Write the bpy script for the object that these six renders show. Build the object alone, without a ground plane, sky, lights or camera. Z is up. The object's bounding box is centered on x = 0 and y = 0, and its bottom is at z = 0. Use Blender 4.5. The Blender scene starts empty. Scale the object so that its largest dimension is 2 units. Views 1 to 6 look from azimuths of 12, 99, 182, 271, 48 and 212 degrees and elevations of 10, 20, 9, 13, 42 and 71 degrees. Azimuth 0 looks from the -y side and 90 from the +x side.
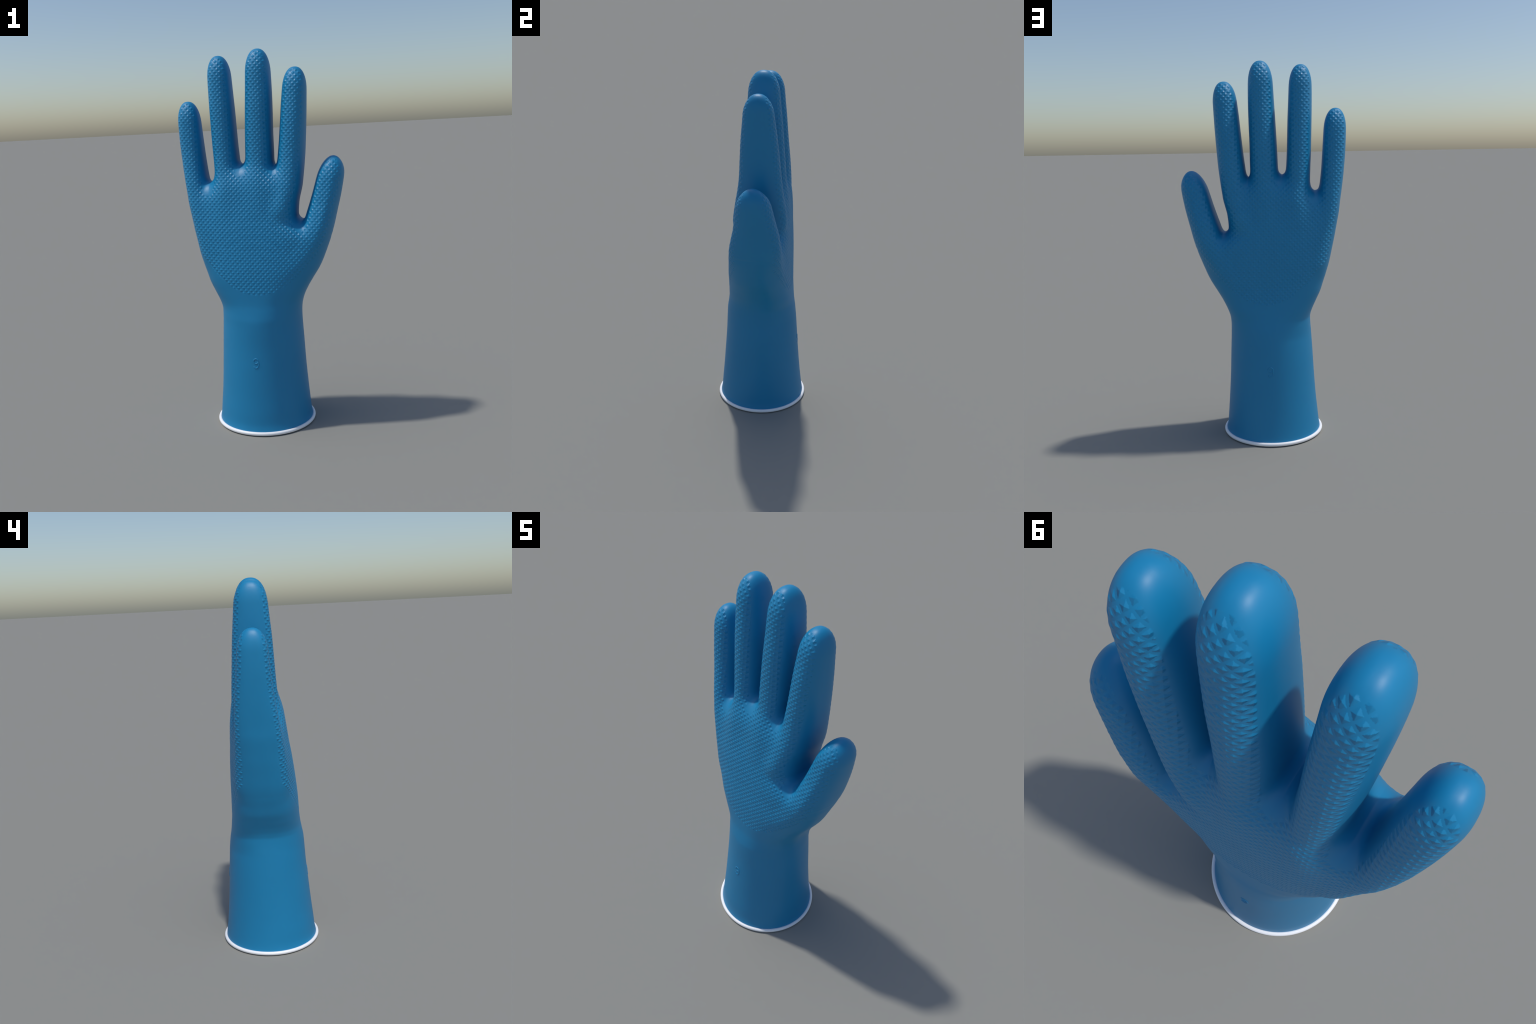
# A long-cuffed blue rubber glove standing on its open, white-beaded cuff.
# The whole skin is one implicit surface (a lofted cuff+palm smoothly joined to
# five lofted fingers), polygonised, relaxed, refined, embossed with a lattice of
# small pyramids on palm and back, then split into anatomical parts.
import bpy, bmesh, math
import numpy as np

# ------------------------------------------------------------------ helpers
def curve(keys):
    """Monotone cubic through (z, value) keys -> vectorised function."""
    k = np.array(sorted(keys), float)
    X, Y = k[:, 0], k[:, 1]
    h = np.diff(X); d = np.diff(Y) / h
    m = np.zeros(len(X)); m[0], m[-1] = d[0], d[-1]
    for i in range(1, len(X) - 1):
        if d[i-1] * d[i] > 0:
            w1, w2 = 2*h[i] + h[i-1], h[i] + 2*h[i-1]
            m[i] = (w1 + w2) / (w1 / d[i-1] + w2 / d[i])
    def f(x):
        x = np.clip(x, X[0], X[-1])
        i = np.clip(np.searchsorted(X, x) - 1, 0, len(h) - 1)
        t = (x - X[i]) / h[i]
        t2, t3 = t*t, t*t*t
        return ((2*t3 - 3*t2 + 1) * Y[i] + (t3 - 2*t2 + t) * h[i] * m[i]
                + (3*t2 - 2*t3) * Y[i+1] + (t3 - t2) * h[i] * m[i+1])
    return f

def smoothstep(a, b, x):
    t = np.clip((x - a) / (b - a), 0, 1)
    return t * t * (3 - 2 * t)

def smooth_min(a, b, k):
    h = np.maximum(k - np.abs(a - b), 0) / k
    return np.minimum(a, b) - h * h * h * k / 6.0

# ------------------------------------------------------------------ cuff + palm loft
SPLIT_X = -0.03        # the loft's left and right halves meet here
EDGE_LEFT = curve([(-0.03, -0.296), (0.02, -0.289), (0.05, -0.2845), (0.11, -0.278), (0.2, -0.269), (0.32, -0.2605), 
                    (0.46, -0.2525), (0.56, -0.246), (0.61, -0.2425), (0.645, -0.2415), (0.67, -0.246), (0.7, -0.2565), 
                    (0.75, -0.279), (0.8, -0.3011), (0.86, -0.3185), (0.93, -0.337), (1.01, -0.354), (1.12, -0.3735), 
                    (1.24, -0.3822), (1.4, -0.3842)])
EDGE_RIGHT = curve([(-0.03, 0.234), (0.02, 0.227), (0.05, 0.2215), (0.11, 0.216), (0.2, 0.209), (0.32, 0.201), 
                    (0.46, 0.195), (0.56, 0.1905), (0.61, 0.1895), (0.645, 0.1915), (0.67, 0.196), (0.7, 0.2055), 
                    (0.75, 0.2295), (0.8, 0.2595), (0.86, 0.2967), (0.91, 0.3195), (0.96, 0.335), (1, 0.3405), 
                    (1.03, 0.331), (1.055, 0.299), (1.08, 0.2535), (1.105, 0.2101), (1.14, 0.1852), (1.2, 0.1813), 
                    (1.3, 0.1922), (1.4, 0.2012)])
FRONT = curve([(-.03, -.264), (.02, -.256), (.05, -.250), (.11, -.244), (.2, -.2345), (.32, -.2235), (.46, -.2115), (.56, -.206),
               (.60, -.203), (.64, -.196), (.69, -.1875), (.76, -.182), (.84, -.178), (.93, -.170), (1.07, -.153),
               (1.2, -.131), (1.29, -.118), (1.4, -.104)])
BACK = curve([(-.03, .264), (.02, .258), (.05, .2535), (.11, .246), (.2, .237), (.32, .2275), (.46, .2185), (.54, .213),
              (.60, .206), (.65, .1975), (.70, .192), (.76, .1875), (.84, .1855), (.95, .184), (1.08, .1795),
              (1.2, .170), (1.31, .158), (1.4, .147)])
# squareness (superellipse exponent) of each quarter of the section
SQ_FRONT_LEFT = curve([(0, 2.0), (.56, 2.0), (.66, 2.2), (.75, 2.5), (.9, 2.7), (1.1, 2.75), (1.4, 2.8)])
SQ_FRONT_RIGHT = curve([(0, 2.0), (.56, 2.0), (.68, 2.25), (.76, 2.45), (.95, 2.45), (1.04, 2.6), (1.12, 2.9), (1.4, 3.0)])
SQ_BACK_LEFT = curve([(0, 2.0), (.54, 2.0), (.64, 2.4), (.72, 2.85), (.9, 2.9), (1.1, 2.75), (1.4, 2.65)])
SQ_BACK_RIGHT = curve([(0, 2.0), (.54, 2.0), (.64, 2.35), (.72, 2.95), (.82, 2.85), (.92, 2.6), (1.04, 2.65), (1.12, 2.8), (1.4, 2.8)])
CAP = .16

def palm_top(x):
    return 1.412 - .062 * smoothstep(-.13, -.27, x) - .010 * smoothstep(.0, .06, x) - .02 * smoothstep(.1, .25, x)

def palm_radius(x, y, z):
    u = np.where(x < SPLIT_X, (x - SPLIT_X) / (EDGE_LEFT(z) - SPLIT_X), (x - SPLIT_X) / (EDGE_RIGHT(z) - SPLIT_X))
    yf, yb = FRONT(z), BACK(z)
    v = (y - (yf + yb) / 2) / ((yb - yf) / 2)
    sv, su = smoothstep(-.5, .5, v), smoothstep(-.5, .5, u * np.where(x < SPLIT_X, -1, 1))
    n = ((SQ_FRONT_LEFT(z) * (1 - su) + SQ_FRONT_RIGHT(z) * su) * (1 - sv)
         + (SQ_BACK_LEFT(z) * (1 - su) + SQ_BACK_RIGHT(z) * su) * sv)
    w = np.maximum((z - palm_top(x) + CAP) / CAP, 0)
    q = np.abs(u) ** n + np.abs(v) ** n + w ** n
    return np.maximum(q, 1e-9) ** (1 / n)

def palm_distance(x, y, z):
    e = 1e-4
    r = palm_radius(x, y, z)
    gx = (palm_radius(x + e, y, z) - r) / e
    gy = (palm_radius(x, y + e, z) - r) / e
    gz = (palm_radius(x, y, z + e) - r) / e
    g = np.sqrt(gx*gx + gy*gy + gz*gz)
    return (r - 1) / np.maximum(g, 2.0)

# ------------------------------------------------------------------ fingers
# each: tip height, cap length, centre x(z), centre y(z), half width(z), half depth(z), start
class Finger:
    def __init__(self, name, top, cap, cx, cy, a, b, low, n=2.33, n_inner=None):
        self.name, self.top, self.cap, self.low, self.n = name, top, cap, low, n
        self.n_inner = n_inner or n          # squareness of the side facing the other fingers
        self.cx, self.cy, self.a, self.b = curve(cx), curve(cy), curve(a), curve(b)
    def distance(self, x, y, z):
        a, b, c = self.a(z), self.b(z), self.cap
        dx, dy = x - self.cx(z), y - self.cy(z)
        n = self.n + (self.n_inner - self.n) * smoothstep(.5, -.5, dx / a) * smoothstep(self.top, self.top - .14, z)
        dz = np.maximum(z - (self.top - c), 0)
        dl = np.maximum(self.low - z, 0)
        cl = .12
        u, v, w, l = np.abs(dx) / a, np.abs(dy) / b, dz / c, dl / cl
        r = np.maximum(u**n + v**n + w**n + l**n, 1e-9) ** (1 / n)
        p = r ** (1 - n)
        g = np.sqrt((u**(n-1)*p/a)**2 + (v**(n-1)*p/b)**2 + (w**(n-1)*p/c)**2 + (l**(n-1)*p/cl)**2)
        return (r - 1) / np.maximum(g, 3.0)

CY = [(.7, .01), (1.1, .016), (1.3, .026), (1.45, .031), (1.7, .029), (2.0, .027)]
FINGERS = [
    Finger('index_finger', 1.8981, 0.118,
           [(1, 0.0976), (1.1, 0.1075), (1.2, 0.1205), (1.3019, 0.1457), (1.4378, 0.1625), (1.5251, 0.1715), (1.6441, 0.1814), (1.7185, 0.1868), (1.8038, 0.1933), (1.8971, 0.1978)],
           CY,
           [(1, 0.0497), (1.1, 0.0557), (1.2, 0.0636), (1.3019, 0.0686), (1.4378, 0.0701), (1.5251, 0.0686), (1.6441, 0.0666), (1.7185, 0.0651), (1.8038, 0.0621), (1.8971, 0.0586)],
           [(1, 0.155), (1.2, 0.15), (1.3, 0.137), (1.45, 0.117), (1.54, 0.1095), (1.666, 0.0985), (1.77, 0.086), (1.83, 0.08), (1.9, 0.07)], 1.2),
    Finger('middle_finger', 2, 0.12,
           [(1, -0.0135), (1.3019, -0.0096), (1.4606, -0.0056), (1.5647, -0.0036), (1.6887, 0.0008), (1.7979, 0.0043), (1.9963, 0.0073)],
           CY,
           [(1, 0.0696), (1.3019, 0.0726), (1.4606, 0.0731), (1.5647, 0.0716), (1.6887, 0.0701), (1.7979, 0.0676), (1.8871, 0.0646), (1.9963, 0.0596)],
           [(1, 0.14), (1.3, 0.131), (1.4, 0.122), (1.55, 0.112), (1.7, 0.103), (1.8, 0.094), (1.88, 0.0875), (2, 0.075)], 1.2),
    Finger('ring_finger', 1.9784, 0.115,
           [(1, -0.1683), (1.3019, -0.1802), (1.4407, -0.1856), (1.5261, -0.1901), (1.6858, -0.1951), (1.8177, -0.1995), (1.9764, -0.203)],
           CY,
           [(1, 0.0636), (1.3019, 0.0646), (1.5261, 0.0636), (1.6858, 0.0631), (1.8177, 0.0611), (1.8772, 0.0596), (1.9764, 0.0557)],
           [(1, 0.138), (1.3, 0.129), (1.4, 0.12), (1.55, 0.11), (1.7, 0.101), (1.8, 0.092), (1.88, 0.085), (2, 0.073)], 1.2),
    Finger('little_finger', 1.7552, 0.11,
           [(0.9, -0.2596), (1.1, -0.3052), (1.24, -0.3399), (1.3544, -0.3568), (1.4308, -0.3652), (1.5251, -0.3726), (1.6193, -0.3776), (1.7552, -0.3826)],
           CY,
           [(0.9, 0.0596), (1.24, 0.0596), (1.3544, 0.0596), (1.4308, 0.0596), (1.5251, 0.0601), (1.6193, 0.0591), (1.6887, 0.0567), (1.7552, 0.0527)],
           [(0.9, 0.13), (1.2, 0.118), (1.3, 0.112), (1.41, 0.1), (1.515, 0.089), (1.61, 0.0805), (1.68, 0.074), (1.757, 0.066)], 0.98),
    Finger('thumb', 1.4398, 0.115,
           [(0.7, 0.0579), (0.8, 0.1273), (0.9, 0.1918), (1, 0.2622), (1.07, 0.2925), (1.16, 0.3188), (1.25, 0.3444), (1.3306, 0.3637), (1.3822, 0.3747), (1.4407, 0.3815)],
           [(0.7, 0.008), (0.9, 0.012), (1.1, 0.024), (1.2, 0.03), (1.36, 0.028), (1.44, 0.026)],
           [(0.7, 0.0596), (0.8, 0.0745), (0.9, 0.0845), (1, 0.0855), (1.07, 0.0825), (1.16, 0.0788), (1.25, 0.0751), (1.3306, 0.0709), (1.3812, 0.067), (1.4407, 0.0606)],
           [(0.7, 0.12), (0.9, 0.145), (1.05, 0.145), (1.147, 0.132), (1.207, 0.119), (1.289, 0.103), (1.36, 0.0905), (1.44, 0.077)], 0.9, 2.1, 2.9),
]

def field(P, parts=False):
    x, y, z = P[:, 0], P[:, 1], P[:, 2]
    palm = palm_distance(x, y, z)
    fd = np.full((len(FINGERS), len(P)), 1.0)
    for i, f in enumerate(FINGERS):
        m = z > f.low - .20
        if m.any():
            fd[i, m] = f.distance(x[m], y[m], z[m])
    four = np.minimum.reduce([fd[0], fd[1], fd[2], fd[3]])
    d = smooth_min(smooth_min(palm, four, .060), fd[4], .060)
    return (d, palm, fd) if parts else d

# ------------------------------------------------------------------ polygonise (surface nets)
CELL = .0076
LO = np.array([-.47, -.32, -.02]); HI = np.array([.47, .32, 2.03])
DIM = np.ceil((HI - LO) / CELL).astype(int)

def sample_grid():
    xs, ys, zs = [LO[i] + CELL * np.arange(DIM[i]) for i in range(3)]
    # coarse pass finds the slabs that matter
    V = np.ones(DIM, np.float32)
    step = 4
    cx, cy, cz = xs[::step], ys[::step], zs[::step]
    G = np.stack(np.meshgrid(cx, cy, cz, indexing='ij'), -1).reshape(-1, 3)
    C = field(G).reshape(len(cx), len(cy), len(cz))
    near = np.abs(C) < CELL * step * 1.9
    V[:] = np.repeat(np.repeat(np.repeat(np.where(C < 0, -1, 1), step, 0), step, 1), step, 2)[:DIM[0], :DIM[1], :DIM[2]]
    # evaluate every block touching a near coarse sample
    blk = near.copy()
    for ax in range(3):
        blk |= np.roll(near, -1, ax) | np.roll(blk, -1, ax)
    M = np.repeat(np.repeat(np.repeat(blk, step, 0), step, 1), step, 2)[:DIM[0], :DIM[1], :DIM[2]]
    I = np.argwhere(M)
    V[I[:, 0], I[:, 1], I[:, 2]] = field(LO + CELL * I)
    return V

def surface_nets(V):
    inside = V < 0
    n = DIM - 1
    c = np.zeros(n, np.uint8)
    corners = [(i, j, k) for i in (0, 1) for j in (0, 1) for k in (0, 1)]
    for (i, j, k) in corners:
        c += inside[i:n[0]+i, j:n[1]+j, k:n[2]+k]
    cells = np.argwhere((c > 0) & (c < 8))
    index = -np.ones(n, np.int64)
    index[cells[:, 0], cells[:, 1], cells[:, 2]] = np.arange(len(cells))
    acc = np.zeros((len(cells), 3)); cnt = np.zeros(len(cells))
    val = {o: V[cells[:, 0]+o[0], cells[:, 1]+o[1], cells[:, 2]+o[2]] for o in corners}
    for a in corners:
        for ax in range(3):
            if a[ax] == 0:
                b = list(a); b[ax] = 1; b = tuple(b)
                va, vb = val[a], val[b]
                m = (va < 0) != (vb < 0)
                t = np.where(m, va / np.where(m, va - vb, 1), 0)
                p = np.tile(np.array(a, float), (len(cells), 1)); p[:, ax] += t
                acc[m] += p[m]; cnt[m] += 1
    verts = LO + CELL * (cells + acc / cnt[:, None])
    quads = []
    for ax in range(3):
        b, d = (ax + 1) % 3, (ax + 2) % 3
        s0 = [slice(1, n[0]), slice(1, n[1]), slice(1, n[2])]
        s1 = list(s0)
        s0[ax] = slice(0, n[ax]); s1[ax] = slice(1, n[ax] + 1)
        A, B = inside[tuple(s0)], inside[tuple(s1)]
        E = np.argwhere(A != B)
        off = np.ones(3, int); off[ax] = 0
        E0 = E + off
        flip = B[E[:, 0], E[:, 1], E[:, 2]]
        def cell(db, dd):
            q = E0.copy(); q[:, b] -= db; q[:, d] -= dd
            return index[q[:, 0], q[:, 1], q[:, 2]]
        q = np.stack([cell(1, 1), cell(0, 1), cell(0, 0), cell(1, 0)], 1)
        q[flip] = q[flip][:, ::-1]
        quads.append(q)
    return verts, np.concatenate(quads)

def vertex_normals(P, Q):
    N = np.cross(P[Q[:, 2]] - P[Q[:, 0]], P[Q[:, 3]] - P[Q[:, 1]])
    out = np.zeros_like(P)
    for c in range(3):
        for k in range(4):
            out[:, c] += np.bincount(Q[:, k], N[:, c], len(P))
    return out / np.maximum(np.linalg.norm(out, axis=1), 1e-12)[:, None]

def relax(P, Q, amount=.5):
    S = np.zeros_like(P); C = np.zeros(len(P))
    for k in range(4):
        for j in (1, 3):
            a, b = Q[:, k], Q[:, (k + j) % 4]
            C += np.bincount(a, minlength=len(P))
            for c in range(3):
                S[:, c] += np.bincount(a, P[b, c], len(P))
    return P + amount * (S / C[:, None] - P)

def project(P, Q, steps=1):
    for _ in range(steps):
        N = vertex_normals(P, Q)
        P = P - np.clip(field(P), -.004, .004)[:, None] * N
    return P

def refine(P, Q):
    E = np.sort(np.concatenate([Q[:, [0, 1]], Q[:, [1, 2]], Q[:, [2, 3]], Q[:, [3, 0]]]), axis=1)
    key = E[:, 0] * len(P) + E[:, 1]
    u, first, inv = np.unique(key, return_index=True, return_inverse=True)
    mid = P[E[first]].mean(1)
    cen = P[Q].mean(1)
    nq, ne, nv = len(Q), len(u), len(P)
    e = (nv + inv).reshape(4, nq)
    f = nv + ne + np.arange(nq)
    new = np.concatenate([np.stack([Q[:, k], e[k], f, e[k-1]], 1) for k in range(4)])
    return np.concatenate([P, mid, cen]), new

V = sample_grid()
P, Q = surface_nets(V)
P = project(P, Q, 2)
for _ in range(4):
    P = project(relax(P, Q, .5), Q, 1)
P = project(P, Q, 2)
for level in range(2):
    P, Q = refine(P, Q)
    P = project(relax(P, Q, .4), Q, 1)
P = project(relax(P, Q, .4), Q, 1)

# cut the open end of the cuff at the bead
HEM = .010
Q = Q[(P[Q][:, :, 2] > HEM).any(1)]
P[:, 2] = np.maximum(P[:, 2], HEM)
used = np.unique(Q); remap = -np.ones(len(P), np.int64); remap[used] = np.arange(len(used))
P, Q = P[used], remap[Q]

# ------------------------------------------------------------------ embossed lattice of pyramids
PITCH = .0267             # spacing of pyramids along x and along z (rows staggered by half)
REACH = .0099             # half diagonal of a pyramid's diamond base
HEIGHT = .0008
SHARPNESS = 4.4           # shading relief relative to the raised height
PHASE_FRONT = (-.0050, 1.2903)
PHASE_BACK = (-.2067, 1.2260)
base_n = vertex_normals(P, Q)
WEBS = [(.079, 1.412), (-.097, 1.412), (-.273, 1.315), (.210, 1.115)]

def lattice(x, z, phase):
    """Height (0..1) of the diamond pyramids and its slope along x and z."""
    best = np.zeros(len(x)); gx = np.zeros(len(x)); gz = np.zeros(len(x))
    for o in (0., .5):
        s = (x - phase[0]) / PITCH - o; t = (z - phase[1]) / PITCH - o
        dx, dz = (s - np.round(s)) * PITCH, (t - np.round(t)) * PITCH
        h = 1 - (np.abs(dx) + np.abs(dz)) / REACH
        m = h > 0
        best[m] = h[m]; gx[m] = -np.sign(dx[m]) / REACH; gz[m] = -np.sign(dz[m]) / REACH
    return best, gx, gz

x, y, z = P.T
front = base_n[:, 1] < 0
F, B = lattice(x, z, PHASE_FRONT), lattice(x, z, PHASE_BACK)
h, gx, gz = [np.where(front, F[i], B[i]) for i in range(3)]
mask = smoothstep(-.03, .03, np.abs(base_n[:, 1]) - .50 - .14 * np.maximum(base_n[:, 2], 0))
arc = .742 + 2.2 * (x + .008) ** 2
mask *= smoothstep(arc - .002, arc + .004, z)
for wx, wz in WEBS:          # smooth patch below every finger fork
    mask *= smoothstep(.93, 1.07, np.hypot((x - wx) / .034, (z - wz) / .055))
P = P + base_n * (h * mask * HEIGHT)[:, None]
# crisp facet normals: tilt the smooth normal by the pyramid's slope within the surface
G = np.stack([gx, np.zeros(len(x)), gz], 1) * (mask * HEIGHT * SHARPNESS)[:, None]
G -= base_n * (G * base_n).sum(1)[:, None]
full_n = base_n - G
full_n /= np.linalg.norm(full_n, axis=1)[:, None]

# ------------------------------------------------------------------ materials
def principled(name, rough=.45, ior=1.5, spec=.5):
    m = bpy.data.materials.new(name); m.use_nodes = True
    b = m.node_tree.nodes['Principled BSDF']
    b.inputs['Roughness'].default_value = rough
    b.inputs['IOR'].default_value = ior
    b.inputs['Specular IOR Level'].default_value = spec
    return m, m.node_tree, b

def rubber(name, dark, light, rough, grain):
    m, t, b = principled(name, rough)
    L, N = t.links, t.nodes
    co = N.new('ShaderNodeTexCoord')
    no = N.new('ShaderNodeTexNoise'); no.inputs['Scale'].default_value = 5; no.inputs['Detail'].default_value = 3
    ra = N.new('ShaderNodeValToRGB')
    ra.color_ramp.elements[0].position = .3; ra.color_ramp.elements[0].color = (*dark, 1)
    ra.color_ramp.elements[1].position = .7; ra.color_ramp.elements[1].color = (*light, 1)
    fi = N.new('ShaderNodeTexNoise'); fi.inputs['Scale'].default_value = 400
    bu = N.new('ShaderNodeBump'); bu.inputs['Strength'].default_value = grain; bu.inputs['Distance'].default_value = .0004
    L.new(co.outputs['Object'], no.inputs['Vector']); L.new(co.outputs['Object'], fi.inputs['Vector'])
    L.new(no.outputs['Fac'], ra.inputs['Fac']); L.new(ra.outputs['Color'], b.inputs['Base Color'])
    L.new(fi.outputs['Fac'], bu.inputs['Height']); L.new(bu.outputs['Normal'], b.inputs['Normal'])
    return m

BLUE = rubber('blue_rubber', (.0058, .228, .455), (.0062, .236, .470), .48, .03)
WHITE = rubber('white_rubber', (.93, .93, .935), (.95, .95, .955), .4, .03)

# ------------------------------------------------------------------ objects
def link(ob, parent=None):
    bpy.context.scene.collection.objects.link(ob)
    if parent is not None:
        ob.parent = parent
    return ob

def quad_mesh(name, verts, quads, mat, normals=None):
    me = bpy.data.meshes.new(name)
    me.vertices.add(len(verts)); me.vertices.foreach_set('co', np.ascontiguousarray(verts, np.float32).ravel())
    me.loops.add(4 * len(quads)); me.loops.foreach_set('vertex_index', np.ascontiguousarray(quads, np.int32).ravel())
    me.polygons.add(len(quads))
    me.polygons.foreach_set('loop_start', np.arange(0, 4 * len(quads), 4, dtype=np.int32))
    me.update(calc_edges=True)
    me.polygons.foreach_set('use_smooth', np.ones(len(quads), bool))
    me.materials.append(mat)
    if normals is not None:
        me.normals_split_custom_set_from_vertices(normals.astype(np.float32))
    me.update()
    return me

glove = link(bpy.data.objects.new('rubber_glove', None))
glove.empty_display_size = .1
glove['label'] = 'blue rubber glove standing upright, studded grip, white cuff bead'
glove['category'] = 'rubber glove'

# label every face by the part it belongs to
centre = P[Q].mean(1)
d, palm_d, fd = field(centre, True)
label = np.full(len(Q), 5)                                  # palm
CROTCH = [1.375, 1.385, 1.365, 1.300, 1.10]                 # where each finger leaves the palm
owner = np.argmin(fd[:4], 0)
for i in range(4):
    label[(owner == i) & (centre[:, 2] > CROTCH[i])] = i
tx = centre[:, 0] - .205
label[(tx > 0) & (fd[4] < np.minimum.reduce(fd[:4])) & (centre[:, 2] + .45 * tx > 1.165)] = 4
label[centre[:, 2] < .66] = 6                               # cuff
names = [f.name for f in FINGERS] + ['palm', 'cuff']
objects = {}
for i, name in enumerate(names):
    q = Q[label == i]
    u, inv = np.unique(q, return_inverse=True)
    me = quad_mesh(name, P[u], inv.reshape(-1, 4), BLUE, full_n[u])
    objects[name] = link(bpy.data.objects.new(name, me), glove)

# white rolled bead round the hem
def hem_ring(z, grow, count=256):
    cx, cy = SPLIT_X, (FRONT(np.array([z])) + BACK(np.array([z])))[0] / 2
    xl, xr = EDGE_LEFT(np.array([z]))[0], EDGE_RIGHT(np.array([z]))[0]
    h = (BACK(np.array([z])) - FRONT(np.array([z])))[0] / 2
    a = np.linspace(0, 2 * np.pi, count, endpoint=False)
    w = np.where(np.cos(a) > 0, xr - cx, cx - xl)
    return np.stack([cx + (w + grow) * np.cos(a), cy + (h + grow) * np.sin(a)], 1)

BEAD = .0096
ring = hem_ring(.012, .0036)
tan = np.roll(ring, -1, 0) - np.roll(ring, 1, 0)
tan /= np.linalg.norm(tan, axis=1)[:, None]
out = np.stack([tan[:, 1], -tan[:, 0]], 1)
K = 24
ang = np.linspace(0, 2 * np.pi, K, endpoint=False)
bv = np.concatenate([np.concatenate([ring + BEAD * math.cos(t) * out, np.full((len(ring), 1), BEAD + BEAD * math.sin(t))], 1) for t in ang])
R = len(ring); i0 = np.arange(R); i1 = (i0 + 1) % R
bq = np.concatenate([np.stack([k * R + i0, k * R + i1, ((k + 1) % K) * R + i1, ((k + 1) % K) * R + i0], 1) for k in range(K)])
link(bpy.data.objects.new('cuff_bead', quad_mesh('cuff_bead', bv, bq, WHITE)), glove)

# raised size number on both faces of the cuff: a bowl and a hooked stem, as a flattened tube
def nine_strokes():
    bowl = [(-.001 + .0132 * math.cos(a), .0115 + .0125 * math.sin(a)) for a in np.linspace(-.3, 2 * math.pi - .3, 44)]
    tail = [(-.0015 + .0150 * math.cos(a), -.001 + .0245 * math.sin(a)) for a in np.linspace(.75, -2.45, 44)]
    return bowl, tail

def number(side, cx, cz):
    verts, quads = [], []
    for s in nine_strokes():
        s = np.array(s); n = len(s); k = 10; rad = .0033
        t = np.gradient(s, axis=0); t /= np.linalg.norm(t, axis=1)[:, None]
        nrm = np.stack([-t[:, 1], t[:, 0]], 1)
        base = len(verts)
        for j in range(n):
            end = [.02, .7, 1.][min(j, n - 1 - j, 2)]
            for a in np.linspace(0, 2 * np.pi, k, endpoint=False):
                p = s[j] + nrm[j] * rad * end * math.cos(a)
                X = cx + (p[0] if side < 0 else -p[0]); Z = cz + p[1]
                zz = np.array([Z]); yf, yb = FRONT(zz)[0], BACK(zz)[0]
                w = (EDGE_RIGHT(zz)[0] if X > SPLIT_X else EDGE_LEFT(zz)[0]) - SPLIT_X
                Y = (yf + yb) / 2 + side * (yb - yf) / 2 * math.sqrt(1 - ((X - SPLIT_X) / w) ** 2)
                verts.append((X, Y + side * (.0027 * end * math.sin(a) - .0005), Z))
        for j in range(n - 1):
            for i in range(k):
                q = [base + j*k + i, base + j*k + (i+1) % k, base + (j+1)*k + (i+1) % k, base + (j+1)*k + i]
                quads.append(q)
    me = quad_mesh('size_number', np.array(verts), np.array(quads), BLUE)
    bm = bmesh.new(); bm.from_mesh(me); bmesh.ops.recalc_face_normals(bm, faces=bm.faces); bm.to_mesh(me); bm.free()
    return link(bpy.data.objects.new('size_number', me), objects['cuff'])

number(-1, -.032, .385)
number(+1, -.031, .392)
print('faces', len(Q))
